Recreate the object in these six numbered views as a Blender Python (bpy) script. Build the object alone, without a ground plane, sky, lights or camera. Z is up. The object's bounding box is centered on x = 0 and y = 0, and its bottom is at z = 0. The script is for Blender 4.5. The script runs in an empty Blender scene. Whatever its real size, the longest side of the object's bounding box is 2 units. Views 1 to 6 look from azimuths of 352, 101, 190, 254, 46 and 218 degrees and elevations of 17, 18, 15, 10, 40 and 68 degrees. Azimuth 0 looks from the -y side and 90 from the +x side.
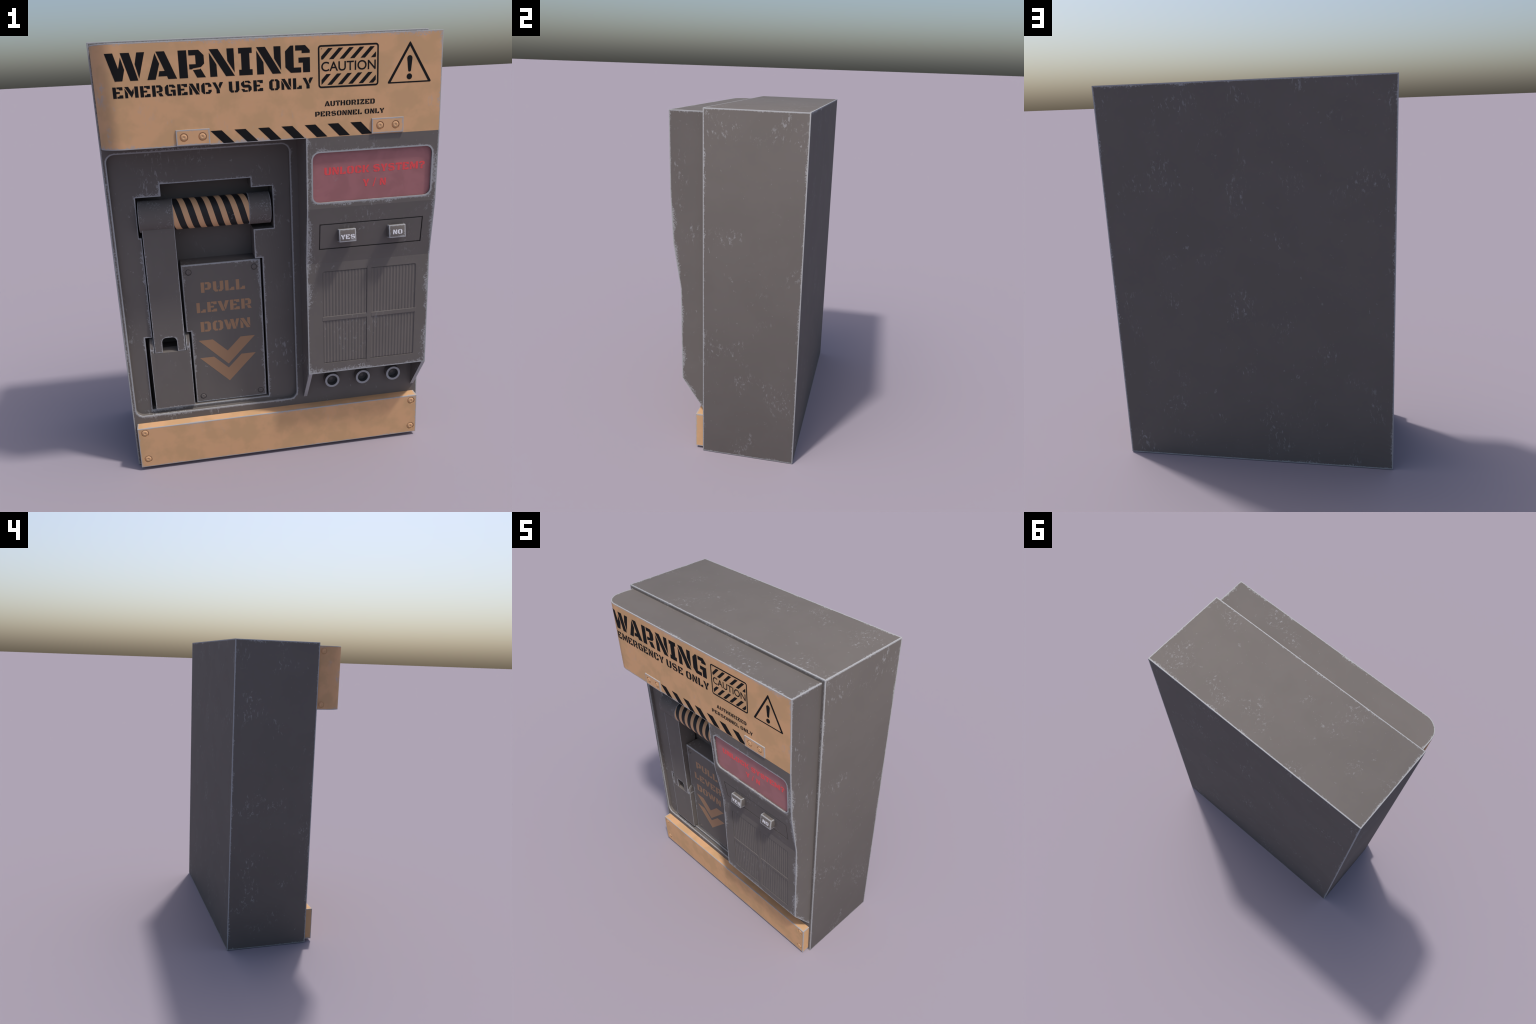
"""Wall-mounted emergency lever cabinet: steel housing, orange warning header,
control panel with screen / keys / grille / ports, pull-lever bay, orange kick plate."""
import bpy, bmesh, math
from mathutils import Vector, Matrix

# ------------------------------------------------------------------ main sizes (metres)
HX, YF, YB, ZT = 0.7280, -0.1765, 0.367, 2.0            # housing: half width, front, back, top
HEAD_X, HEAD_Y, HEAD_Z0, HEAD_Z1, HEAD_R = 0.7095, -0.3610, 1.5810, 1.9815, 0.100
PAN_X0, PAN_X1 = 0.128, 0.7095                          # control panel sides
PROFILE = [(1.581, -0.361), (1.2766, -0.348), (1.015, -0.3085), (0.4625, -0.306)]   # (z, y) of its front
SLOPE_END = (0.268, YF)                                 # where the side fins meet the housing
RECESS = (-0.708, 0.092, 0.268, 1.544, 0.036)           # x0 x1 z0 z1 corner radius
FLOOR = -0.152                                          # recess floor
CAVITY = -0.035                                         # back of the lever cavity
SCREEN = (0.155, 0.682, 1.302, 1.5165, 0.030)
KEYS = (0.184, 0.6597, 1.082, 1.2035)
GRILLE = (0.2015, 0.647, 0.5125, 0.974)
LEVER_AXIS = (-0.1165, 1.2530)                           # y, z
BAY = [(-0.4917, 1.4007), (-0.0847, 1.4007), (-0.0847, 1.3569), (0.0133, 1.3569), (0.0133, 1.1589),
       (-0.0822, 1.1589), (-0.0822, 1.0189), (-0.0471, 1.0189), (-0.0471, 0.2847), (-0.6315, 0.2847),
       (-0.6295, 0.6718), (-0.5952, 0.6718), (-0.5952, 1.1614), (-0.6076, 1.1614), (-0.6051, 1.3464),
       (-0.4917, 1.3464)]

# ================================================================== node helper
class S:
    """A socket with arithmetic: each operator adds one Math node."""
    def __init__(self, t, s): self.t, self.s = t, s
    def _op(self, op, *o, clamp=False):
        n = self.t.nodes.new("ShaderNodeMath"); n.operation = op; n.use_clamp = clamp
        for i, v in enumerate((self,) + o):
            if isinstance(v, S): self.t.links.new(v.s, n.inputs[i])
            else: n.inputs[i].default_value = v
        return S(self.t, n.outputs[0])
    def __add__(self, o): return self._op("ADD", o)
    __radd__ = __add__
    def __mul__(self, o): return self._op("MULTIPLY", o)
    __rmul__ = __mul__
    def __sub__(self, o): return self._op("SUBTRACT", o)
    def __rsub__(self, o): return (self * -1.0) + o
    def __truediv__(self, o): return self._op("DIVIDE", o)
    def min(self, o): return self._op("MINIMUM", o)
    def max(self, o): return self._op("MAXIMUM", o)
    def abs(self): return self._op("ABSOLUTE")
    def sqrt(self): return self._op("SQRT")
    def frac(self): return self._op("FRACT")
    def gt(self, v): return self._op("GREATER_THAN", v)
    def sat(self): return self._op("ADD", 0.0, clamp=True)
    def atan2(self, o): return self._op("ARCTAN2", o)
    def step(self, lo, hi):
        n = self.t.nodes.new("ShaderNodeMapRange"); n.interpolation_type = "SMOOTHSTEP"
        self.t.links.new(self.s, n.inputs[0]); n.inputs[1].default_value = lo; n.inputs[2].default_value = hi
        return S(self.t, n.outputs[0])

def median(a, b, c): return a.min(b).max(a.max(b).min(c))

class Mat:
    def __init__(self, name, roughness=0.6, specular=0.35, metallic=0.0):
        self.m = bpy.data.materials.new(name); self.m.use_nodes = True
        self.t = self.m.node_tree; self.b = self.t.nodes["Principled BSDF"]
        self.b.inputs["Roughness"].default_value = roughness
        self.b.inputs["Specular IOR Level"].default_value = specular
        self.b.inputs["Metallic"].default_value = metallic
        self.co = self.t.nodes.new("ShaderNodeTexCoord")
        sep = self.t.nodes.new("ShaderNodeSeparateXYZ")
        self.t.links.new(self.co.outputs["Object"], sep.inputs[0])
        self.x, self.y, self.z = (S(self.t, sep.outputs[i]) for i in range(3))
    def noise(self, scale, detail=2.0, rough=0.5, distort=0.0, stretch=(1, 1, 1), turn=(0, 0, 0), offset=(0, 0, 0)):
        mp = self.t.nodes.new("ShaderNodeMapping")
        mp.inputs["Scale"].default_value = stretch; mp.inputs["Rotation"].default_value = turn
        mp.inputs["Location"].default_value = offset
        self.t.links.new(self.co.outputs["Object"], mp.inputs[0])
        n = self.t.nodes.new("ShaderNodeTexNoise")
        n.inputs["Scale"].default_value = scale; n.inputs["Detail"].default_value = detail
        n.inputs["Roughness"].default_value = rough; n.inputs["Distortion"].default_value = distort
        self.t.links.new(mp.outputs[0], n.inputs["Vector"])
        return S(self.t, n.outputs["Fac"])
    def mix(self, fac, a, b):
        n = self.t.nodes.new("ShaderNodeMix"); n.data_type = "RGBA"
        if isinstance(fac, S): self.t.links.new(fac.s, n.inputs[0])
        else: n.inputs[0].default_value = fac
        for sock, v in ((n.inputs[6], a), (n.inputs[7], b)):
            if isinstance(v, tuple): sock.default_value = (*v, 1.0)
            else: self.t.links.new(v, sock)
        return n.outputs[2]
    def color(self, c):
        if isinstance(c, tuple): self.b.inputs["Base Color"].default_value = (*c, 1.0)
        else: self.t.links.new(c, self.b.inputs["Base Color"])
        return self.m

# ------------------------------------------------------------------ palette
GREY, GREY_B = (0.132, 0.1185, 0.1115), (0.127, 0.114, 0.107)
BARE = (0.330, 0.335, 0.345)
ORANGE, ORANGE_B = (0.575, 0.335, 0.180), (0.505, 0.308, 0.163)
BLACK = (0.0105, 0.0105, 0.0115)
STENCIL = (0.305, 0.180, 0.104)

def worn(name, base, base_b, edge=None, line=0.0035, bite=0.02, flecks=1.0, bare=BARE, roughness=0.75, blotch=5.0, specular=0.12, speckle=0.0, extra=None):
    """Paint with soft mottling, chipped to bare metal along edges (edge(m) = distance to the
    nearest exposed edge) and scuffed in feathery patches."""
    m = Mat(name, roughness, specular)
    mott = m.noise(blotch, 4, 0.55, 0.15).step(0.40, 0.60)
    col = m.mix(mott, base, base_b)
    fine = m.noise(120, 4, 0.65, 0.8)
    where = m.noise(7.0, 3, 0.6, offset=(3.1, 0.4, 1.7)).step(0.42, 0.66)
    mask = None
    if flecks:
        area = m.noise(5.5, 1, 0.4, offset=(7.3, 2.2, 5.1)).step(0.55, 0.68)
        hair = m.noise(72, 5, 0.70, 0.5, stretch=(1.0, 0.8, 0.42), turn=(0.7, 0.7, 0.5)).step(0.55, 0.66)
        dots = m.noise(38, 4, 0.72, 0.3, stretch=(1, 1, 0.7), offset=(1.2, 8.8, 4.0)).step(0.655, 0.72)
        mask = (hair * area * 0.48).max(dots * 0.34) * flecks
    if speckle:
        sp = m.noise(150, 3, 0.7, 0.5).step(0.52, 0.64) * m.noise(17, 2, 0.5, offset=(5, 1, 2)).step(0.42, 0.62) * speckle
        mask = sp if mask is None else mask.max(sp)
    if extra is not None:
        ex = extra(m, fine)
        mask = ex if mask is None else mask.max(ex)
    if edge is not None:
        d = edge(m)
        solid = (d - (fine * 1.5 + 0.35) * line).step(0.0011, -0.0011) * 0.92
        reach = d / (bite * (where * 0.75 + 0.18) + 0.003)
        feather = (fine - reach * 0.25 + 0.05).step(0.36, 0.50) * (where * 0.25 + 0.50)
        e = solid.max(feather)
        mask = e if mask is None else mask.max(e)
    if mask is not None:
        col = m.mix(mask.sat(), col, bare)
    return m.color(col)

def box_edge(x0, x1, y0, y1, z0, z1):
    return lambda m: median((m.x - x0).min(x1 - m.x), (m.y - y0).min(y1 - m.y), (m.z - z0).min(z1 - m.z))

def rect_sd(m, x0, x1, z0, z1, r=0.0):
    """signed distance to a rounded rectangle in the x-z plane"""
    u = (m.x - (x0 + x1) / 2).abs() - ((x1 - x0) / 2 - r)
    v = (m.z - (z0 + z1) / 2).abs() - ((z1 - z0) / 2 - r)
    a, b = u.max(0.0), v.max(0.0)
    return (a * a + b * b).sqrt() + u.max(v).min(0.0) - r

def housing_edge(m):
    lip = rect_sd(m, *RECESS).abs().max(m.y - YF)
    return box_edge(-HX, HX, YF, YB, 0.0, ZT)(m).min(lip)

def header_edge(m):
    u = (-HEAD_X + HEAD_R - m.x).max(0.0); v = (HEAD_Y + HEAD_R - m.y).max(0.0)
    front = HEAD_R - (u * u + v * v).sqrt()
    low = (m.z - HEAD_Z0) + m.x.gt(PAN_X0)
    return median(front, HEAD_X - m.x, (HEAD_Z1 - m.z).min(low))

def profile_y(m):
    y = None
    pts = PROFILE + [SLOPE_END]
    for (z0, y0), (z1, y1) in zip(pts, pts[1:]):
        seg = ((z0 - m.z) / (z0 - z1)).sat() * (y1 - y0)
        y = seg if y is None else y + seg
    return y + PROFILE[0][1]

def panel_edge(m):
    front = (m.y - profile_y(m)).abs()
    side = (m.x - PAN_X0).min(PAN_X1 - m.x)
    sill = (m.z - PROFILE[-1][0]).abs()
    scr = (rect_sd(m, *SCREEN).abs() - 0.0015).max(front)
    return front.max(side).min(front.max(sill)).min(scr)

def bay_edge(m):
    sd = None
    for b in [(-0.4917, -0.0847, 0.8051, 1.4007), (-0.6056, 0.0133, 1.1614, 1.3464), (-0.4002, 0.0133, 1.1589, 1.3569),
              (-0.5952, -0.0822, 0.5066, 1.2031), (-0.6305, -0.0471, 0.2847, 0.6718), (-0.4002, -0.0471, 0.2847, 1.0189)]:
        s = rect_sd(m, *b); sd = s if sd is None else sd.min(s)
    return sd.abs().max(m.y - FLOOR)

M = {}
M["housing"] = worn("grey_housing_paint", GREY, GREY_B, housing_edge, line=0.0055, bite=0.016)
M["header_grey"] = worn("grey_header_paint", GREY, GREY_B, header_edge, line=0.005, bite=0.018)
M["header"] = worn("orange_header_paint", ORANGE, ORANGE_B, header_edge, line=0.004, bite=0.022, flecks=0.6, blotch=9,
                   extra=lambda m, fine: ((-0.650 - m.x) / 0.02).sat() * m.noise(9, 2, 0.5, stretch=(1, 1, 0.6), offset=(4, 3, 9)).step(0.52, 0.60) * m.noise(60, 4, 0.65, 0.4).step(0.46, 0.54) * 0.5)
M["panel"] = worn("grey_panel_paint", GREY, GREY_B, panel_edge, line=0.0045, bite=0.03)
M["bay"] = worn("grey_bay_paint", GREY, GREY_B, bay_edge, line=0.004, bite=0.018)
M["plain"] = worn("grey_paint", GREY, GREY_B, None, flecks=0.7)
M["dark"] = worn("shadowed_steel", (0.100, 0.095, 0.092), (0.090, 0.086, 0.084), None, flecks=0.4)
M["kick"] = worn("orange_kick_paint", ORANGE, ORANGE_B, box_edge(-0.7095, 0.7095, -0.2262, 0.1, 0.0150, 0.2305), line=0.004, bite=0.012, flecks=0.3, blotch=9)
M["orange"] = worn("orange_paint", ORANGE, ORANGE_B, None, flecks=0.0, blotch=9)
M["bare"] = Mat("bare_metal_edge", 0.55, 0.4).color(BARE)
M["black"] = Mat("black_stencil_paint", 0.75, 0.06).color(BLACK)
M["stencil"] = Mat("orange_stencil_paint", 0.6, 0.3).color(STENCIL)
M["white"] = Mat("white_key_print", 0.7, 0.1).color((0.58, 0.58, 0.62))

# ================================================================== mesh helpers
ROOT = None
def finish(bm, name, mats, parent=None, smooth=30, mesh_only=False):
    bmesh.ops.recalc_face_normals(bm, faces=bm.faces)
    me = bpy.data.meshes.new(name); bm.to_mesh(me); bm.free()
    for k in ([mats] if isinstance(mats, str) else mats): me.materials.append(M[k])
    if smooth:
        me.polygons.foreach_set("use_smooth", [True] * len(me.polygons))
        me.set_sharp_from_angle(angle=math.radians(smooth))
    if mesh_only: return me
    return place(me, name, parent)

def place(me, name, parent=None, loc=(0, 0, 0), rot=None):
    ob = bpy.data.objects.new(name, me)
    bpy.context.scene.collection.objects.link(ob)
    ob.parent = parent or ROOT; ob.location = loc
    if rot: ob.rotation_euler = rot
    return ob

def rrect(x0, x1, z0, z1, r=0.0, n=6):
    if r <= 0: return [(x0, z0), (x1, z0), (x1, z1), (x0, z1)]
    out = []
    for cx, cz, a in ((x1 - r, z0 + r, -90), (x1 - r, z1 - r, 0), (x0 + r, z1 - r, 90), (x0 + r, z0 + r, 180)):
        out += [(cx + r * math.cos(math.radians(a + 90 * i / n)), cz + r * math.sin(math.radians(a + 90 * i / n))) for i in range(n + 1)]
    return out

def circle(cx, cz, r, n=24): return [(cx + r * math.cos(2 * math.pi * i / n), cz + r * math.sin(2 * math.pi * i / n)) for i in range(n)]

def area(p): return sum(a[0] * b[1] - b[0] * a[1] for a, b in zip(p, p[1:] + p[:1])) / 2

def inset(poly, d):
    """mitred inward offset"""
    if area(poly) < 0: poly = poly[::-1]
    out = []
    for i, p in enumerate(poly):
        a, b = Vector(poly[i - 1]), Vector(poly[(i + 1) % len(poly)]); p = Vector(p)
        e0, e1 = (p - a).normalized(), (b - p).normalized()
        n0, n1 = Vector((-e0.y, e0.x)), Vector((-e1.y, e1.x))
        k = n0 + n1; k = k / max(0.3, k.dot(n0)) if k.length > 1e-6 else n0
        out.append(tuple(p + k * d))
    return out

def ring(bm, pts, y):
    yy = y if callable(y) else (lambda x, z: y)
    return [bm.verts.new((x, yy(x, z), z)) for x, z in pts]

def band(bm, a, b):
    n = len(a)
    return [bm.faces.new((a[i], a[(i + 1) % n], b[(i + 1) % n], b[i])) for i in range(n)]

def fill(bm, rings):
    edges = []
    for r in rings:
        for i in range(len(r)):
            edges.append(bm.edges.get((r[i], r[(i + 1) % len(r)])) or bm.edges.new((r[i], r[(i + 1) % len(r)])))
    return bmesh.ops.triangle_fill(bm, edges=edges, use_beauty=True, use_dissolve=False)["geom"]

def slab(bm, outline, y0, y1, holes=(), depth=0.0, chamfer=0.002, closed=True):
    """plate in the x-z plane, front at y0, back at y1; holes sink by depth"""
    if area(outline) < 0: outline = outline[::-1]
    front = ring(bm, inset(outline, chamfer), y0)
    rim = ring(bm, outline, y0 + chamfer)
    band(bm, front, rim)
    back = ring(bm, outline, y1); band(bm, rim, back)
    if closed: fill(bm, [back])
    hs = []
    for h in holes:
        a = ring(bm, h, y0); hs.append(a)
        band(bm, a, ring(bm, h, y0 + depth))
    fill(bm, [front] + hs)

def block(bm, x0, x1, y0, y1, z0, z1, bevel=0.0):
    r = bmesh.ops.create_cube(bm, size=1.0)["verts"]
    for v in r:
        v.co = Vector(((x0 + x1) / 2 + v.co.x * (x1 - x0), (y0 + y1) / 2 + v.co.y * (y1 - y0), (z0 + z1) / 2 + v.co.z * (z1 - z0)))
    if bevel:
        es = list({e for v in r for e in v.link_edges})
        bmesh.ops.bevel(bm, geom=es, offset=bevel, segments=2, affect="EDGES", profile=0.5)

def prism_x(bm, prof, x0, x1):
    """extrude a (y, z) outline along x"""
    a = [bm.verts.new((x0, y, z)) for y, z in prof]; b = [bm.verts.new((x1, y, z)) for y, z in prof]
    band(bm, a, b); fill(bm, [a]); fill(bm, [b])

def lathe(bm, prof, n, frame):
    """revolve (radius, height) points; frame(a, b, h) -> xyz"""
    rings = []
    for r, h in prof:
        if r < 1e-6: rings.append([bm.verts.new(frame(0, 0, h))])
        else: rings.append([bm.verts.new(frame(r * math.cos(2 * math.pi * i / n), r * math.sin(2 * math.pi * i / n), h)) for i in range(n)])
    for a, b in zip(rings, rings[1:]):
        for i in range(n):
            j = (i + 1) % n
            if len(a) == 1 and len(b) == 1: continue
            if len(b) == 1: bm.faces.new((a[i], a[j], b[0]))
            elif len(a) == 1: bm.faces.new((a[0], b[i], b[j]))
            else: bm.faces.new((a[i], a[j], b[j], b[i]))

def front_y(z):
    pts = PROFILE
    if z >= pts[0][0]: return pts[0][1]
    for (z0, y0), (z1, y1) in zip(pts, pts[1:]):
        if z >= z1: return y0 + (y1 - y0) * (z0 - z) / (z0 - z1)
    return pts[-1][1]

def head_y(x):
    u = -HEAD_X + HEAD_R - x
    return HEAD_Y if u <= 0 else HEAD_Y + HEAD_R - math.sqrt(max(0, HEAD_R ** 2 - u * u))

# ================================================================== stencil lettering
GLYPH = {  # cap height 10, polygons of a slab stencil face
 "A": [[(0, 0), (3.5, 9.5), (4.9, 5.6), (3.1, 0)], [(3.9, 10), (7.1, 10), (11.1, 0), (7.8, 0), (7.4, 1.1), (4.2, 1.1), (4.7, 3), (6.7, 3)]],
 "C": [[(2.1, 10), (3.3, 10), (3.3, 0), (2.1, 0), (0, 2.1), (0, 7.9)], [(3.9, 10), (7.6, 10), (9.5, 8), (9.5, 6.2), (6.4, 6.2), (6.4, 8.2), (3.9, 8.2)],
       [(3.9, 1.8), (6.4, 1.8), (6.4, 3.6), (9.5, 3.6), (9.5, 2), (7.6, 0), (3.9, 0)]],
 "D": [[(0, 0), (3.3, 0), (3.3, 10), (0, 10)], [(3.9, 10), (7.8, 10), (9.7, 8.2), (9.7, 2), (7.7, 0), (3.9, 0), (3.9, 1.9), (6.4, 1.9), (6.4, 8.1), (3.9, 8.1)]],
 "E": [[(0, 0), (3.2, 0), (3.2, 4.2), (6.4, 4.2), (6.4, 5.9), (3.2, 5.9), (3.2, 10), (0, 10)],
       [(3.8, 10), (9.1, 10), (9.1, 7.2), (6.1, 7.2), (5.7, 8.4), (3.8, 8.4)], [(3.8, 0), (9.1, 0), (9.1, 2.8), (5.8, 2.8), (5.5, 1.7), (3.8, 1.7)]],
 "G": [[(2.1, 10), (3.3, 10), (3.3, 1.9), (6.2, 1.9), (6.2, 0), (2.1, 0), (0, 2.1), (0, 8)], [(4, 10), (7.9, 10), (9.7, 8.1), (9.7, 7.1), (6.5, 7.1), (6.5, 8.1), (4, 8.1)],
       [(5.2, 5.5), (9.7, 5.5), (9.7, 0), (6.9, 0), (6.9, 3.6), (5.2, 3.6)]],
 "H": [[(0, 0), (3.2, 0), (3.2, 4.2), (4.7, 4.2), (4.7, 5.9), (3.2, 5.9), (3.2, 10), (0, 10)], [(5.3, 4.2), (6.5, 4.2), (6.5, 0), (9.7, 0), (9.7, 10), (6.5, 10), (6.5, 5.9), (5.3, 5.9)]],
 "I": [[(0, 10), (5.2, 10), (5.2, 8), (4.2, 8), (4.2, 2.1), (5.2, 2.1), (5.2, 0), (0, 0), (0, 2.1), (1, 2.1), (1, 8), (0, 8)]],
 "K": [[(0, 0), (3.2, 0), (3.2, 10), (0, 10)], [(3.8, 5), (6.8, 10), (9.8, 10), (6.2, 4.6), (4.6, 3.9)], [(4.9, 3.4), (6.5, 4.1), (9.8, 0), (6.4, 0)]],
 "L": [[(0, 0), (3.2, 0), (3.2, 10), (0, 10)], [(3.9, 0), (8.5, 0), (8.5, 3.1), (5.7, 3.1), (5.4, 1.8), (3.9, 1.5)]],
 "M": [[(0, 10), (3.4, 10), (6.1, 5.6), (8, 8.8), (8.1, 4.4), (5.9, 0.1)], [(0, 8.6), (2.6, 4.1), (2.7, 0), (0, 0)], [(8.8, 10), (12.1, 10), (12.1, 0), (8.9, 0)]],
 "N": [[(0, 10), (3.4, 10), (9.4, 0), (6, 0)], [(0, 8.8), (2.6, 4.4), (2.7, 0), (0, 0)], [(6.7, 10), (9.4, 10), (9.4, 1.2), (6.8, 5.6)]],
 "O": [[(0, 8), (2.1, 10), (4.6, 10), (4.6, 8.2), (3.2, 8.2), (3.2, 1.8), (4.7, 1.8), (4.7, 0), (2, 0), (0, 2)], [(5.4, 10), (7.8, 10), (9.9, 8), (9.9, 2), (7.7, 0), (5.4, 0), (5.4, 1.8), (6.7, 1.8), (6.7, 8.2), (5.4, 8.2)]],
 "P": [[(0, 0), (3.2, 0), (3.2, 10), (0, 10)], [(3.9, 10), (7.8, 10), (9.7, 8.2), (9.7, 4.7), (7.8, 2.6), (3.9, 2.6), (3.9, 4.5), (6.3, 4.5), (6.3, 8), (3.9, 8)]],
 "R": [[(0, 0), (3.2, 0), (3.2, 10), (0, 10)], [(3.9, 10), (7.7, 10), (9.6, 8), (9.6, 5), (8.3, 3.8), (5.3, 3.4), (4.9, 3.1), (3.9, 3.1), (3.9, 4.9), (6.4, 4.9), (6.4, 8.1), (3.9, 8.1)],
       [(5.2, 2.8), (7.8, 3), (8.1, 3.3), (9.9, 0), (6.6, 0)]],
 "S": [[(0, 8.2), (2.6, 10), (3.2, 10), (3.2, 6.5), (7.7, 6.5), (9.9, 4.2), (9.9, 1.8), (7.8, 0), (6.8, 0), (6.8, 3.8), (2.1, 3.9), (0, 6.2)],
       [(3.8, 10), (7.8, 10), (9.6, 7.6), (6.7, 7.6), (6.4, 8.5), (3.8, 8.5)], [(0, 2.7), (3.3, 2.7), (3.4, 1.5), (6.1, 1.5), (6.1, 0), (1.9, 0)]],
 "T": [[(0, 10), (9.4, 10), (9.4, 7.2), (7.4, 7.2), (7.1, 8.1), (2.3, 8.1), (2, 7.2), (0, 7.2)], [(3.1, 7.5), (6.3, 7.5), (6.3, 0), (3.1, 0)]],
 "U": [[(0, 10), (3.2, 10), (3.2, 1.9), (4.5, 1.9), (4.5, 0), (1.9, 0), (0, 2.1)], [(6.5, 10), (9.7, 10), (9.7, 2), (7.8, 0), (5.2, 0), (5.2, 1.8), (6.5, 1.8)]],
 "V": [[(0, 10), (3.5, 10), (6.6, 0), (3.7, 0)], [(7.3, 10), (10.8, 10), (7.3, 0.8), (5.8, 4.9)]],
 "W": [[(0, 10), (3.1, 10), (4.6, 4.5), (5.7, 8.5), (6.8, 4), (5.7, 0), (2.9, 0)], [(5.8, 10), (9.1, 10), (11.6, 0), (8.6, 0)], [(11.8, 10), (14.7, 10), (12, 0.7), (10.8, 5.9)]],
 "Y": [[(0, 10), (3.1, 10), (6.6, 2.9), (6.6, 0), (3.5, 0), (3.5, 3.4)], [(6.9, 10), (10.1, 10), (6.8, 3.8), (5.6, 7.2)]],
 "Z": [[(0.3, 10), (8.9, 10), (8.9, 8.4), (3.4, 1.9), (0, 1.9), (0, 2.2), (5, 8.1), (3.2, 8.1), (3.2, 7.2), (0.3, 7.2)], [(0, 1.5), (5.2, 1.5), (5.8, 2.9), (9, 2.9), (9, 0), (0, 0)]],
 "?": [[(0, 7.2), (3, 7.2), (3.3, 8.3), (5.2, 8.3), (5.2, 6.3), (2.4, 5), (2.4, 3.4), (5.4, 3.4), (5.4, 4.4), (8.4, 6.2), (8.4, 8.3), (6.6, 10), (1.9, 10), (0, 8.4)], [(2.4, 0), (5.4, 0), (5.4, 2.6), (2.4, 2.6)]],
 "/": [[(0, -1), (1.6, -1), (5.6, 11), (4, 11)]],
}
BEAR = {"A": 0.1, "V": 0.1, "W": 0.1, "Y": 0.1, "T": 0.3, "/": 0.6}

def letters(text, extra=0.0):
    """polygons of a word line in glyph units, and its width"""
    pen, polys = 0.0, []
    for i, ch in enumerate(text):
        if ch == " ": pen += 4.2; continue
        side = BEAR.get(ch, 0.85) + extra
        if i: pen += side
        w = max(p[0] for g in GLYPH[ch] for p in g)
        polys += [[(x + pen, z) for x, z in g] for g in GLYPH[ch]]
        pen += w + side
    return polys, max(p[0] for g in polys for p in g)

def decal(name, polys, mat, yfun, parent, thick=0.0004, slices=(), smooth=0):
    """thin painted-on film: polygons in x-z laid on the surface y = yfun(x, z)"""
    bm = bmesh.new()
    for poly in polys:
        if area(poly) < 0: poly = poly[::-1]
        bm.faces.new([bm.verts.new((x, 0, z)) for x, z in poly])
    bm.normal_update()
    bmesh.ops.triangulate(bm, faces=bm.faces[:])
    for sx in slices:
        bmesh.ops.bisect_plane(bm, geom=bm.verts[:] + bm.edges[:] + bm.faces[:], plane_co=(sx, 0, 0), plane_no=(1, 0, 0))
    rim = [e for e in bm.edges if e.is_boundary]
    for v in bm.verts: v.co.y = yfun(v.co.x, v.co.z) - thick
    low = {}
    for e in rim:
        for v in e.verts:
            if v not in low: low[v] = bm.verts.new(v.co + Vector((0, thick + 0.0004, 0)))
    for e in rim: bm.faces.new((e.verts[0], e.verts[1], low[e.verts[1]], low[e.verts[0]]))
    return finish(bm, name, mat, parent, smooth)

def line(name, text, x0, x1, z0, z1, mat, yfun, parent, slices=(), extra=0.0):
    polys, w = letters(text, extra)
    k, h = (x1 - x0) / w, (z1 - z0) / 10
    return decal(name, [[(x0 + x * k, z0 + z * h) for x, z in p] for p in polys], mat, yfun, parent, slices=slices)

def clip(poly, axis, val, keep_greater):
    out = []
    for a, b in zip(poly, poly[1:] + poly[:1]):
        ia, ib = (a[axis] >= val) == keep_greater, (b[axis] >= val) == keep_greater
        if ia: out.append(a)
        if ia != ib:
            t = (val - a[axis]) / (b[axis] - a[axis]); out.append((a[0] + t * (b[0] - a[0]), a[1] + t * (b[1] - a[1])))
    return out

# ================================================================== the thing
ROOT = bpy.data.objects.new("emergency_lever_cabinet", None)
bpy.context.scene.collection.objects.link(ROOT)
ROOT["label"] = "worn grey steel emergency lever cabinet with orange warning header"
ROOT["category"] = "control box"

# ---- housing
bm = bmesh.new()
slab(bm, rrect(-HX, HX, 0.0, ZT, 0.002, 2), YF, YB, [rrect(*RECESS)], FLOOR - YF + 0.002, 0.0015)
housing = finish(bm, "housing", "housing")

# ---- recess panel with the lever bay cut in it, and the bay's back wall
bm = bmesh.new()
slab(bm, rrect(-0.716, 0.100, 0.262, 1.552), FLOOR, CAVITY + 0.001, [BAY], CAVITY - FLOOR + 0.001, 0.0, closed=False)
recess = finish(bm, "recess_panel", "bay")
bm = bmesh.new()
slab(bm, rrect(-0.66, 0.04, 0.25, 1.42), CAVITY, CAVITY + 0.01, (), 0, 0.0)
finish(bm, "bay_back_wall", "plain", recess)


# ---- bolts (shared mesh data)
def bolt_mesh(name, r, h, mat, n=10):
    """domed head in a round seat, dimple in the middle; axis along -y"""
    bm = bmesh.new()
    prof = [(r * 1.02, 0.004), (r * 0.99, 0.0040), (r * 0.86, 0.0038), (r * 0.80, 0.002), (r * 0.66, -h * 0.3), (r * 0.48, -h * 0.8), (r * 0.34, -h),
            (r * 0.25, -h * 0.55), (r * 0.13, h * 0.5), (0, h * 0.7)]
    lathe(bm, prof, n * 2, lambda a, b, t: (a, t, b))
    return finish(bm, name, mat, smooth=50, mesh_only=True)

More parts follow.
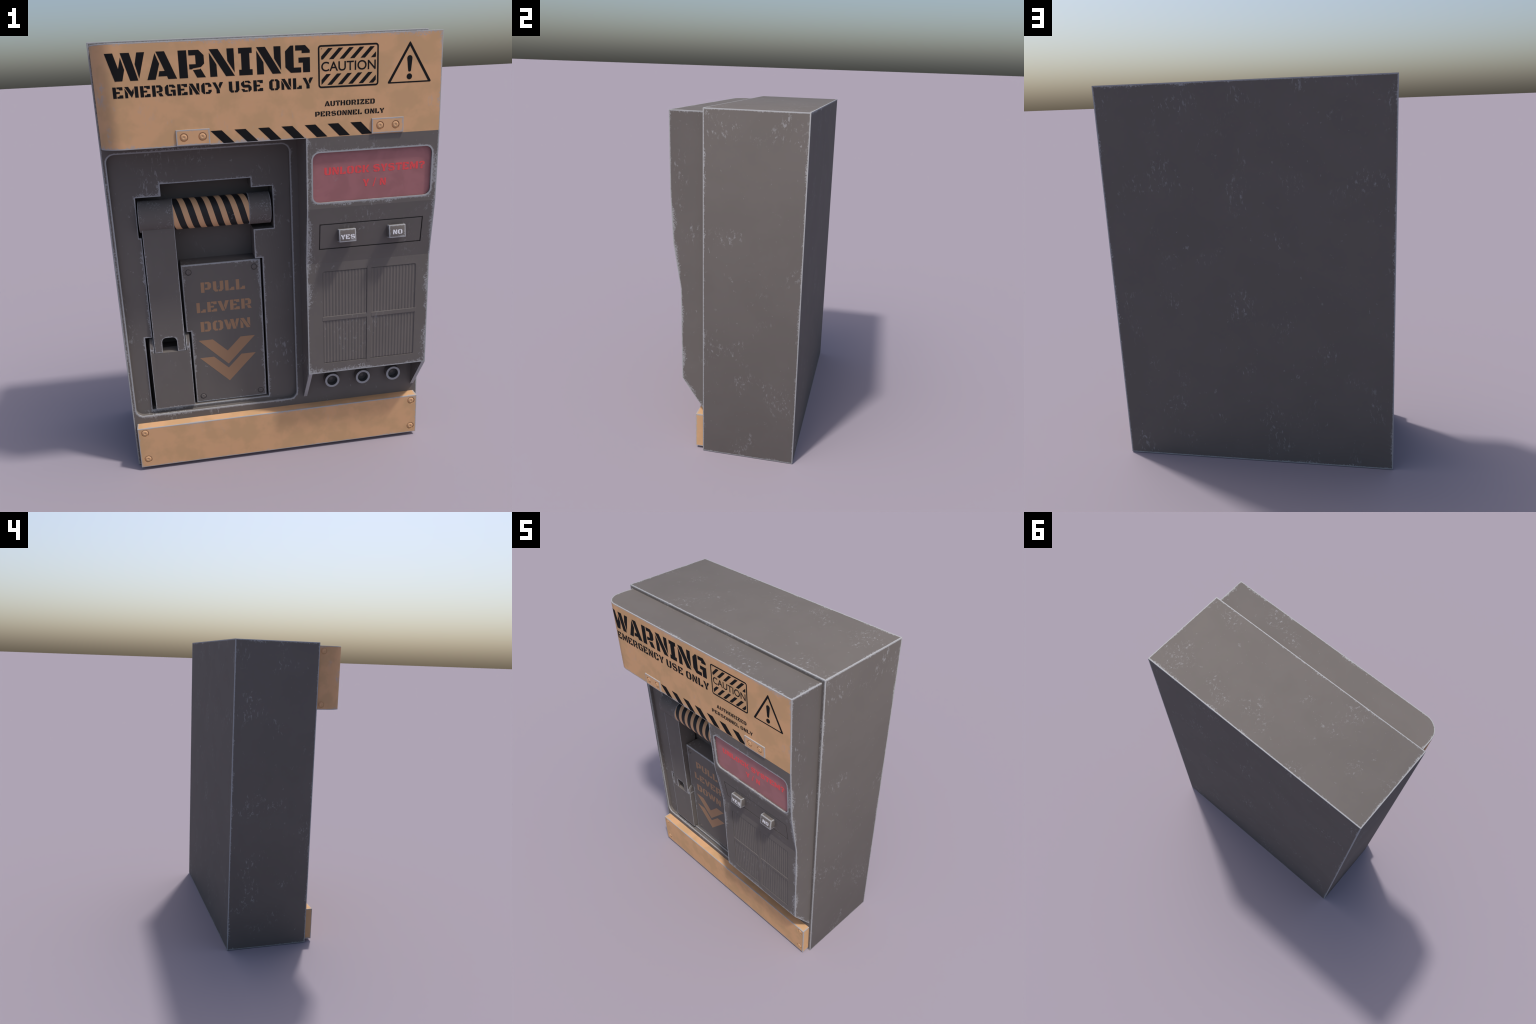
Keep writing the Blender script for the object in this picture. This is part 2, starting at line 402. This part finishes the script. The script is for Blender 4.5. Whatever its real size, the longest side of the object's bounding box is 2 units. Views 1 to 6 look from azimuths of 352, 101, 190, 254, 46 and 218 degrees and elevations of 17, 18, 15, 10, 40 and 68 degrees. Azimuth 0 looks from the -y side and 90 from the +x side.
# ---- header
bm = bmesh.new()
arc = [(-HEAD_X + HEAD_R - HEAD_R * math.sin(math.radians(90 * i / 14)), HEAD_Y + HEAD_R - HEAD_R * math.cos(math.radians(90 * i / 14))) for i in range(15)]
plan = [(HEAD_X, YF + 0.002), (HEAD_X, HEAD_Y + 0.0012), (HEAD_X - 0.0012, HEAD_Y)] + arc + [(-HEAD_X, YF + 0.002)]
c = 0.0012
levels = [(HEAD_Z0, 0.0), (HEAD_Z1 - c, 0.0), (HEAD_Z1, c)]
rows = [[bm.verts.new((x, y, z)) for x, y in (inset(plan, i) if i else (plan if area(plan) > 0 else plan[::-1]))] for z, i in levels]
for a, b in zip(rows, rows[1:]): band(bm, a, b)
bm.faces.new(rows[0]); bm.faces.new(rows[-1])
bmesh.ops.recalc_face_normals(bm, faces=bm.faces)
for f in bm.faces:                                   # front, rounded corner and left side are orange
    f.material_index = 0 if (f.normal.y < -0.3 or f.normal.x < -0.3) and abs(f.normal.z) < 0.5 else 1
header = finish(bm, "warning_header", ["header", "header_grey"], smooth=20)

HY = lambda x, z: head_y(x)
CURVE = [-0.70 + 0.006 * i for i in range(17)]
line("warning_text", "WARNING", -0.648, 0.1505, 1.8425, 1.9452, "black", HY, header, CURVE)
line("emergency_text", "EMERGENCY USE ONLY", -0.6307, 0.1621, 1.7793, 1.8214, "black", HY, header, CURVE)
line("authorized_text", "AUTHORIZED", 0.2083, 0.4212, 1.7055, 1.7256, "black", HY, header)
line("personnel_text", "PERSONNEL ONLY", 0.1680, 0.4628, 1.6660, 1.6858, "black", HY, header)

# hazard stripes along the lower edge
decal("hazard_stripes", [[(-0.2644 + 0.0968 * k, 1.6352), (-0.2190 + 0.0968 * k, 1.6352), (-0.1690 + 0.0968 * k, 1.5838), (-0.2140 + 0.0968 * k, 1.5838)] for k in range(7)],
      "black", HY, header)

# caution sign: frame, two rows of clipped diagonal bars, plain sans word
def frame_polys(outer, inner):
    n = len(outer)
    return [[outer[i], outer[(i + 1) % n], inner[(i + 1) % n], inner[i]] for i in range(n)]
polys = frame_polys(rrect(0.1836, 0.4358, 1.7775, 1.9420, 0.012, 5), rrect(0.1900, 0.4294, 1.7842, 1.9353, 0.006, 5))
for z0, z1, x0 in ((1.8876, 1.9296, 0.2286), (1.7890, 1.8312, 0.2205)):
    for k in range(-2, 6):
        p = [(x0 + 0.0436 * k, z0), (x0 + 0.0189 + 0.0436 * k, z0), (x0 + 0.0595 + 0.0436 * k, z1), (x0 + 0.0406 + 0.0436 * k, z1)]
        p = clip(p, 0, 0.1966, True)
        p = clip(p, 0, 0.4243, False) if len(p) > 2 else p
        if len(p) > 2 and abs(area(p)) > 4e-6: polys.append(p)
decal("caution_sign", polys, "black", HY, header)

tc = bpy.data.curves.new("caution_word", "FONT"); tc.body = "CAUTION"; tc.size = 1.0; tc.offset = 0.012; tc.extrude = 0.0
to = bpy.data.objects.new("caution_word", tc); bpy.context.scene.collection.objects.link(to)
bpy.context.view_layer.update()
me = bpy.data.meshes.new_from_object(to.evaluated_get(bpy.context.evaluated_depsgraph_get()))
bpy.data.objects.remove(to)
xs, zs = [v.co.x for v in me.vertices], [v.co.y for v in me.vertices]
fx, fz = (0.4236 - 0.1963) / (max(xs) - min(xs)), (1.8785 - 1.8415) / (max(zs) - min(zs))
bm = bmesh.new(); bm.from_mesh(me)
for v in bm.verts: v.co = Vector((0.1963 + (v.co.x - min(xs)) * fx, HEAD_Y - 0.0004, 1.8415 + (v.co.y - min(zs)) * fz))
finish(bm, "caution_word", "black", header, 0)

# warning triangle with exclamation mark
tri_o = [(0.4758, 1.7862), (0.4770, 1.7822), (0.4800, 1.7812), (0.6570, 1.7812), (0.6605, 1.7828), (0.6610, 1.7865), (0.5705, 1.9405), (0.5684, 1.9416), (0.5662, 1.9405)]
tri_i = [(0.4883, 1.7867), (0.4884, 1.7866), (0.4886, 1.7866), (0.6483, 1.7868), (0.6485, 1.7868), (0.6485, 1.7869), (0.5684, 1.9249), (0.5683, 1.9250), (0.5682, 1.9249)]
mark = [(0.5683 + 0.0112 * math.cos(math.radians(a)), 1.8775 + 0.0112 * math.sin(math.radians(a))) for a in range(0, 181, 20)] \
     + [(0.5683 + 0.0064 * math.cos(math.radians(a)), 1.8300 + 0.0055 * math.sin(math.radians(a))) for a in range(180, 361, 30)]
decal("warning_triangle", frame_polys(tri_o, tri_i) + [mark, circle(0.5680, 1.8058, 0.0118, 20)], "black", HY, header)

# hinge plates with two bolts each
bolt_h = bolt_mesh("bolt", 0.0172, 0.0010, "orange")
for x0, x1, bx in ((-0.4038, -0.2680, (-0.3728, -0.2980)), (0.4080, 0.5458, (0.4433, 0.5108))):
    key = "hinge%.1f" % x0
    M[key] = worn("orange_hinge_paint", ORANGE, ORANGE_B, box_edge(x0, x1, -0.3665, 0.1, 1.5838, 1.6462), line=0.0045, bite=0.007, flecks=0.2, blotch=9)
    bm = bmesh.new()
    slab(bm, rrect(x0, x1, 1.5838, 1.6462), -0.3665, HEAD_Y + 0.001, [circle(b, 1.6160, 0.0172, 20) for b in bx], 0.004, 0.0008)
    hp = finish(bm, "hinge_plate", key, header)
    for b in bx: place(bolt_h, "bolt", hp, (b, -0.3665, 1.6160))

# screws on the header's left side
bm = bmesh.new()
lathe(bm, [(0.0205, 0.001), (0.0200, -0.0022), (0.0184, -0.0022), (0.0172, 0.0006), (0.0152, -0.0022), (0.0080, -0.0034), (0.004, -0.0018), (0, -0.0014)], 20, lambda a, b, t: (t, a, b))
side_screw = finish(bm, "side_screw", "orange", smooth=50, mesh_only=True)
for z in (1.949, 1.6134): place(side_screw, "side_screw", header, (-HEAD_X, -0.2115, z))

# ---- control panel: folded front with openings for screen, key plate and grille; side fins below
bm = bmesh.new()
ops = [(rrect(*SCREEN), 0.010), (rrect(*KEYS), 0.010), (rrect(*GRILLE, 0.008, 3), 0.008)]
lo = None
rows = []
for z, y in PROFILE:
    rows.append((bm.verts.new((PAN_X0, y, z)), bm.verts.new((PAN_X1, y, z))))
for i, (hole, dep) in enumerate(ops):
    a = ring(bm, hole, lambda x, z: front_y(z)); b = ring(bm, hole, lambda x, z, d=dep: front_y(z) + d)
    band(bm, a, b)
    fill(bm, [[rows[i][0], rows[i][1], rows[i + 1][1], rows[i + 1][0]], a])
zs_ = PROFILE[-1][0]
FIN = 0.017
for s, x in ((0, PAN_X0), (1, PAN_X1)):              # side walls reach down to the fin points
    xi = x + (FIN if s == 0 else -FIN)
    top = bm.verts.new((x, YF + 0.002, PROFILE[0][0])); tip = bm.verts.new((x, YF + 0.002, SLOPE_END[0]))
    fill(bm, [[r[s] for r in rows] + [tip, top]])
    tip2 = bm.verts.new((xi, YF + 0.002, SLOPE_END[0])); in_f = bm.verts.new((xi, PROFILE[-1][1], zs_)); in_b = bm.verts.new((xi, YF + 0.002, zs_))
    bm.faces.new((rows[-1][s], tip, tip2, in_f)).material_index = 1; bm.faces.new((in_f, tip2, in_b))
sill = [bm.verts.new((x, y, zs_)) for x, y in ((PAN_X0 + FIN, PROFILE[-1][1]), (PAN_X1 - FIN, PROFILE[-1][1]), (PAN_X1 - FIN, YF + 0.002), (PAN_X0 + FIN, YF + 0.002))]
bm.faces.new(sill)
bmesh.ops.remove_doubles(bm, verts=bm.verts, dist=1e-6)
panel = finish(bm, "control_panel", ["panel", "bare"], smooth=0)

# screen
mm = Mat("red_screen", 0.45, 0.4)
scuff = mm.noise(26, 4, 0.75, 0.8, stretch=(1.0, 1, 0.45)).step(0.60, 0.75) * mm.noise(5, 2, 0.5, offset=(2, 5, 1)).step(0.40, 0.62)
M["screen"] = mm.color(mm.mix(scuff * 0.35, mm.mix(mm.noise(11, 4, 0.6, 0.5).step(0.4, 0.62), (0.320, 0.130, 0.137), (0.285, 0.116, 0.121)), (0.28, 0.24, 0.25)))
M["glow"] = Mat("red_screen_text", 0.5, 0.3).color((0.70, 0.070, 0.075))
bm = bmesh.new()
sy = lambda x, z: front_y(z) + 0.010
outl = rrect(SCREEN[0] - 0.004, SCREEN[1] + 0.004, SCREEN[2] - 0.004, SCREEN[3] + 0.004)
a = ring(bm, outl, sy); b = ring(bm, outl, lambda x, z: sy(x, z) + 0.004); band(bm, a, b); bm.faces.new(a); bm.faces.new(b)
screen = finish(bm, "screen", "screen", panel, 0)
line("screen_text", "UNLOCK SYSTEM?", 0.2075, 0.6549, 1.4195, 1.4515, "glow", sy, panel)
line("screen_text", "Y / N", 0.3778, 0.4815, 1.3592, 1.3902, "glow", sy, panel)

# key plate and two keys, square to the slope
slope = math.atan2(PROFILE[1][1] - PROFILE[2][1], PROFILE[1][0] - PROFILE[2][0])   # lean of that face
bm = bmesh.new()
g = 0.0045
outl = rrect(KEYS[0] + g, KEYS[1] - g, KEYS[2] + g, KEYS[3] - g)
fy = lambda x, z: front_y(z) + 0.0005
a = ring(bm, inset(outl, 0.0012), fy); b = ring(bm, outl, lambda x, z: fy(x, z) + 0.0012); c_ = ring(bm, outl, lambda x, z: front_y(z) + 0.011)
band(bm, a, b); band(bm, b, c_); bm.faces.new(a)
a = ring(bm, rrect(KEYS[0] - 0.002, KEYS[1] + 0.002, KEYS[2] - 0.002, KEYS[3] + 0.002), lambda x, z: front_y(z) + 0.0095); bm.faces.new(a)
key_plate = finish(bm, "key_plate", "plain", panel, 0)

KW, KH, KD = 0.0765, 0.0575, 0.031
M["key"] = worn("grey_key_paint", GREY, GREY_B, lambda m: median(KW / 2 - m.x.abs(), KH / 2 - m.z.abs(), m.y + KD), line=0.0040, bite=0.012, flecks=0.6)
bm = bmesh.new(); block(bm, -KW / 2, KW / 2, -KD, 0.004, -KH / 2, KH / 2, 0.0015)
key_me = finish(bm, "key", "key", mesh_only=True)
for kx, word, tx0, tx1, tz in ((0.3050, "YES", -0.0315, 0.0325, -0.006), (0.5330, "NO", -0.0210, 0.0225, -0.003)):
    kz = 1.1456
    k = place(key_me, "key", panel, (kx, front_y(kz), kz), (slope, 0, 0))
    t = line("key_text", word, tx0, tx1, tz - 0.0100, tz + 0.0100, "white", lambda x, z: -KD, k)

# grille: rounded vertical ribs behind a cross of flat bars
gx0, gx1, gz0, gz1 = GRILLE
bm = bmesh.new()
pitch, N = 0.01523, 6
n_r = 30
step = (gx1 - gx0) / n_r
cols = []
for i in range(n_r * N + 1):
    x = gx0 - 0.001 + (gx1 - gx0 + 0.002) * i / (n_r * N)
    ph = (x - gx0 + 0.0028) / pitch
    y = 0.0030 - 0.0018 * (0.5 - 0.5 * math.cos(2 * math.pi * ph))
    cols.append([bm.verts.new((x, front_y(z) + y + dy, z)) for z, dy in ((gz0 - 0.001, 0.003), (gz0 + 0.003, 0), (gz0 + 0.005, 0), (gz1 - 0.007, 0), (gz1 - 0.005, 0), (gz1 + 0.001, 0.005))])
for a, b in zip(cols, cols[1:]):
    for j in range(5): bm.faces.new((a[j], b[j], b[j + 1], a[j + 1]))
grille = finish(bm, "grille_ribs", "plain", panel, 60)
grille["kind"] = "stuff"
for nm, x0, x1, z0, z1, dy in (("grille_bar", 0.4118, 0.4322, 0.499, 0.984, -0.0009), ("grille_bar", 0.196, 0.4118, 0.7312, 0.752, -0.0006), ("grille_bar", 0.4322, 0.654, 0.7312, 0.752, -0.0006)):
    bm = bmesh.new()
    o = rrect(x0, x1, z0, z1)
    a = ring(bm, inset(o, 0.0012), lambda x, z: front_y(z) + dy); b = ring(bm, o, lambda x, z: front_y(z) + dy + 0.0012); c_ = ring(bm, o, lambda x, z: front_y(z) + 0.0075)
    band(bm, a, b); band(bm, b, c_); bm.faces.new(a)
    finish(bm, nm, "plain", panel, 0)

# three ports under the sill
bm = bmesh.new()
lathe(bm, [(0.0370, 0.002), (0.0370, -0.0325), (0.0363, -0.0332), (0.0272, -0.0332), (0.0262, -0.0325), (0.0255, -0.008), (0.0095, -0.008), (0.0085, -0.0095), (0, -0.0095)], 28, lambda a, b, t: (a, t, b))
bmesh.ops.recalc_face_normals(bm, faces=bm.faces)
for f in bm.faces:
    cc = f.calc_center_median(); r = math.hypot(cc.x, cc.z)
    f.material_index = 1 if (cc.y < -0.0322 and r > 0.0262) else (0 if r > 0.03 or r < 0.009 else 2)
port_me = finish(bm, "port", ["plain", "bare", "dark"], smooth=35, mesh_only=True)
for x in (0.2685, 0.4275, 0.5865): place(port_me, "port", panel, (x, YF, 0.3615))

# ---- kick plate
bm = bmesh.new()
bolts = [(-0.675, 0.2045), (-0.673, 0.0590), (0.6788, 0.2020), (0.6790, 0.0535)]
slab(bm, rrect(-0.7095, 0.7095, 0.0150, 0.2305), -0.2262, YF + 0.001, [circle(x, z, 0.0195, 20) for x, z in bolts], 0.004, 0.0015)
kick = finish(bm, "kick_plate", "kick")
bolt_k = bolt_mesh("bolt", 0.0195, 0.0015, "orange")
for x, z in bolts: place(bolt_k, "bolt", kick, (x, -0.2262, z))

# ---- pull plate
PULL = [(-0.4317, 1.0112), (-0.0562, 1.0112), (-0.0562, 0.2868), (-0.4105, 0.2868), (-0.4105, 0.6735), (-0.4317, 0.6735)]
def pull_edge(m):
    sd = rect_sd(m, -0.4105, -0.0562, 0.2868, 1.0112).min(rect_sd(m, -0.4317, -0.10, 0.6735, 1.0112))
    return sd.abs().max(m.y + 0.139)
M["pull"] = worn("grey_pull_plate_paint", GREY, GREY_B, pull_edge, line=0.0055, bite=0.022, flecks=1.2)
screws = [(-0.3990, 0.9745), (-0.0876, 0.9745), (-0.3762, 0.3190), (-0.0863, 0.3160)]
bm = bmesh.new()
slab(bm, PULL, -0.139, CAVITY + 0.003, [circle(x, z, 0.0155, 20) for x, z in screws], 0.004, 0.003)
pull = finish(bm, "pull_plate", "pull")
screw_me = bolt_mesh("screw", 0.0155, 0.0012, "plain")
for x, z in screws: place(screw_me, "screw", pull, (x, -0.139, z))
PY = lambda x, z: -0.139
line("pull_text", "PULL", -0.3466, -0.1362, 0.8677, 0.9194, "stencil", PY, pull)
line("pull_text", "LEVER", -0.3743, -0.1093, 0.7668, 0.8185, "stencil", PY, pull)
line("pull_text", "DOWN", -0.3619, -0.1210, 0.6668, 0.7191, "stencil", PY, pull)
for dz in (0.0, -0.0930):
    decal("down_chevron", [[(-0.3771, 0.6222 + dz), (-0.3087, 0.6222 + dz), (-0.2396, 0.5548 + dz), (-0.2390, 0.4835 + dz)],
                           [(-0.2396, 0.5548 + dz), (-0.1720, 0.6222 + dz), (-0.1014, 0.6222 + dz), (-0.2390, 0.4835 + dz)]], "stencil", PY, pull)

# ---- lever: hub, grip, end cap, arm; its base block
AY, AZ = LEVER_AXIS
lever = bpy.data.objects.new("lever", None); bpy.context.scene.collection.objects.link(lever); lever.parent = ROOT
def drum(name, x0, x1, r, mat, b=0.0012, n=48):
    bm = bmesh.new()
    lathe(bm, [(0, x0), (r - b, x0), (r, x0 + b), (r, x1 - b), (r - b, x1), (0, x1)], n, lambda p, q, t: (t, AY + p, AZ + q))
    return finish(bm, name, mat, lever, 35)
def drum_edge(x0, x1): return lambda m: (m.x - x0).min(x1 - m.x).abs()
M["hub"] = worn("grey_hub_paint", GREY, GREY_B, drum_edge(-0.5985, -0.4440), line=0.0015, bite=0.004, flecks=0.5, speckle=0.55)
M["cap"] = worn("grey_cap_paint", GREY, GREY_B, drum_edge(-0.1015, -0.0010), line=0.0018, bite=0.004, flecks=0.5, speckle=0.55)
drum("lever_hub", -0.5985, -0.4440, 0.0735, "hub")
drum("lever_end_cap", -0.1015, -0.0010, 0.0735, "cap")
gm = Mat("hazard_grip_paint", 0.55, 0.35)
ang = (gm.z - AZ).atan2((gm.y - AY) * -1.0)
stripe = ((gm.x + ang * 0.017825 + 0.3975) / 0.0560).frac().step(0.455, 0.475)
scr = gm.noise(40, 3, 0.7, 1.0).step(0.62, 0.72) * gm.noise(8, 2, 0.5).step(0.5, 0.65)
M["grip"] = gm.color(gm.mix(scr * 0.4, gm.mix(stripe, ORANGE, BLACK), BARE))
drum("lever_grip", -0.4445, -0.1010, 0.0703, "grip")

slot = [(-0.5520, 0.594), (-0.5515, 0.648), (-0.5480, 0.658), (-0.5420, 0.6655), (-0.5340, 0.6680), (-0.4985, 0.6680), (-0.4905, 0.6655), (-0.4845, 0.658), (-0.4808, 0.648), (-0.4801, 0.594)]
arm_out = [(-0.5895, 0.594)] + slot + [(-0.4422, 0.594), (-0.4445, AZ - 0.03), (-0.5895, AZ - 0.03)]
def arm_edge(m):
    sl = rect_sd(m, -0.5515, -0.4805, 0.5, 0.668, 0.02).abs()
    side = (m.x + 0.5895).min(m.x * -1.0 - 0.4438).min(m.z - 0.594).abs()
    return side.min(sl).max(m.y + 0.167)
M["arm"] = worn("grey_arm_paint", GREY, GREY_B, arm_edge, line=0.0022, bite=0.006, flecks=0.8)
bm = bmesh.new()
slab(bm, arm_out, -0.167, -0.055, (), 0, 0.001)
finish(bm, "lever_arm", "arm", lever)

arcp = [(-0.110 - 0.057 * math.cos(math.radians(a)), 0.610 + 0.056 * math.sin(math.radians(a))) for a in range(0, 91, 10)]
ear = [(-0.167, 0.2945)] + arcp + [(-0.055, 0.666), (-0.055, 0.2945)]
mid = [(-0.167, 0.2945), (-0.167, 0.5925), (-0.120, 0.6000), (-0.100, 0.5925), (-0.055, 0.5925), (-0.055, 0.2945)]
def base_edge(m):
    side = (m.x + 0.6110).min(m.x * -1.0 - 0.4205).min(m.z - 0.2945).abs().max((m.y + 0.167).min((m.z - 0.61).abs()))
    ears = ((m.x + 0.5930).abs().min((m.x + 0.4385).abs())).max(0.600 - m.z)
    crest = (m.z - 0.610).abs().max((m.x + 0.5158).abs() * -1.0 + 0.078)
    return side.min(ears).min(crest)
M["base"] = worn("grey_base_paint", GREY, GREY_B, base_edge, line=0.0020, bite=0.006, flecks=0.8)
bm = bmesh.new()
prism_x(bm, ear, -0.6110, -0.5930); prism_x(bm, mid, -0.5930, -0.4385); prism_x(bm, ear, -0.4385, -0.4205)
finish(bm, "lever_base", "base", smooth=25)
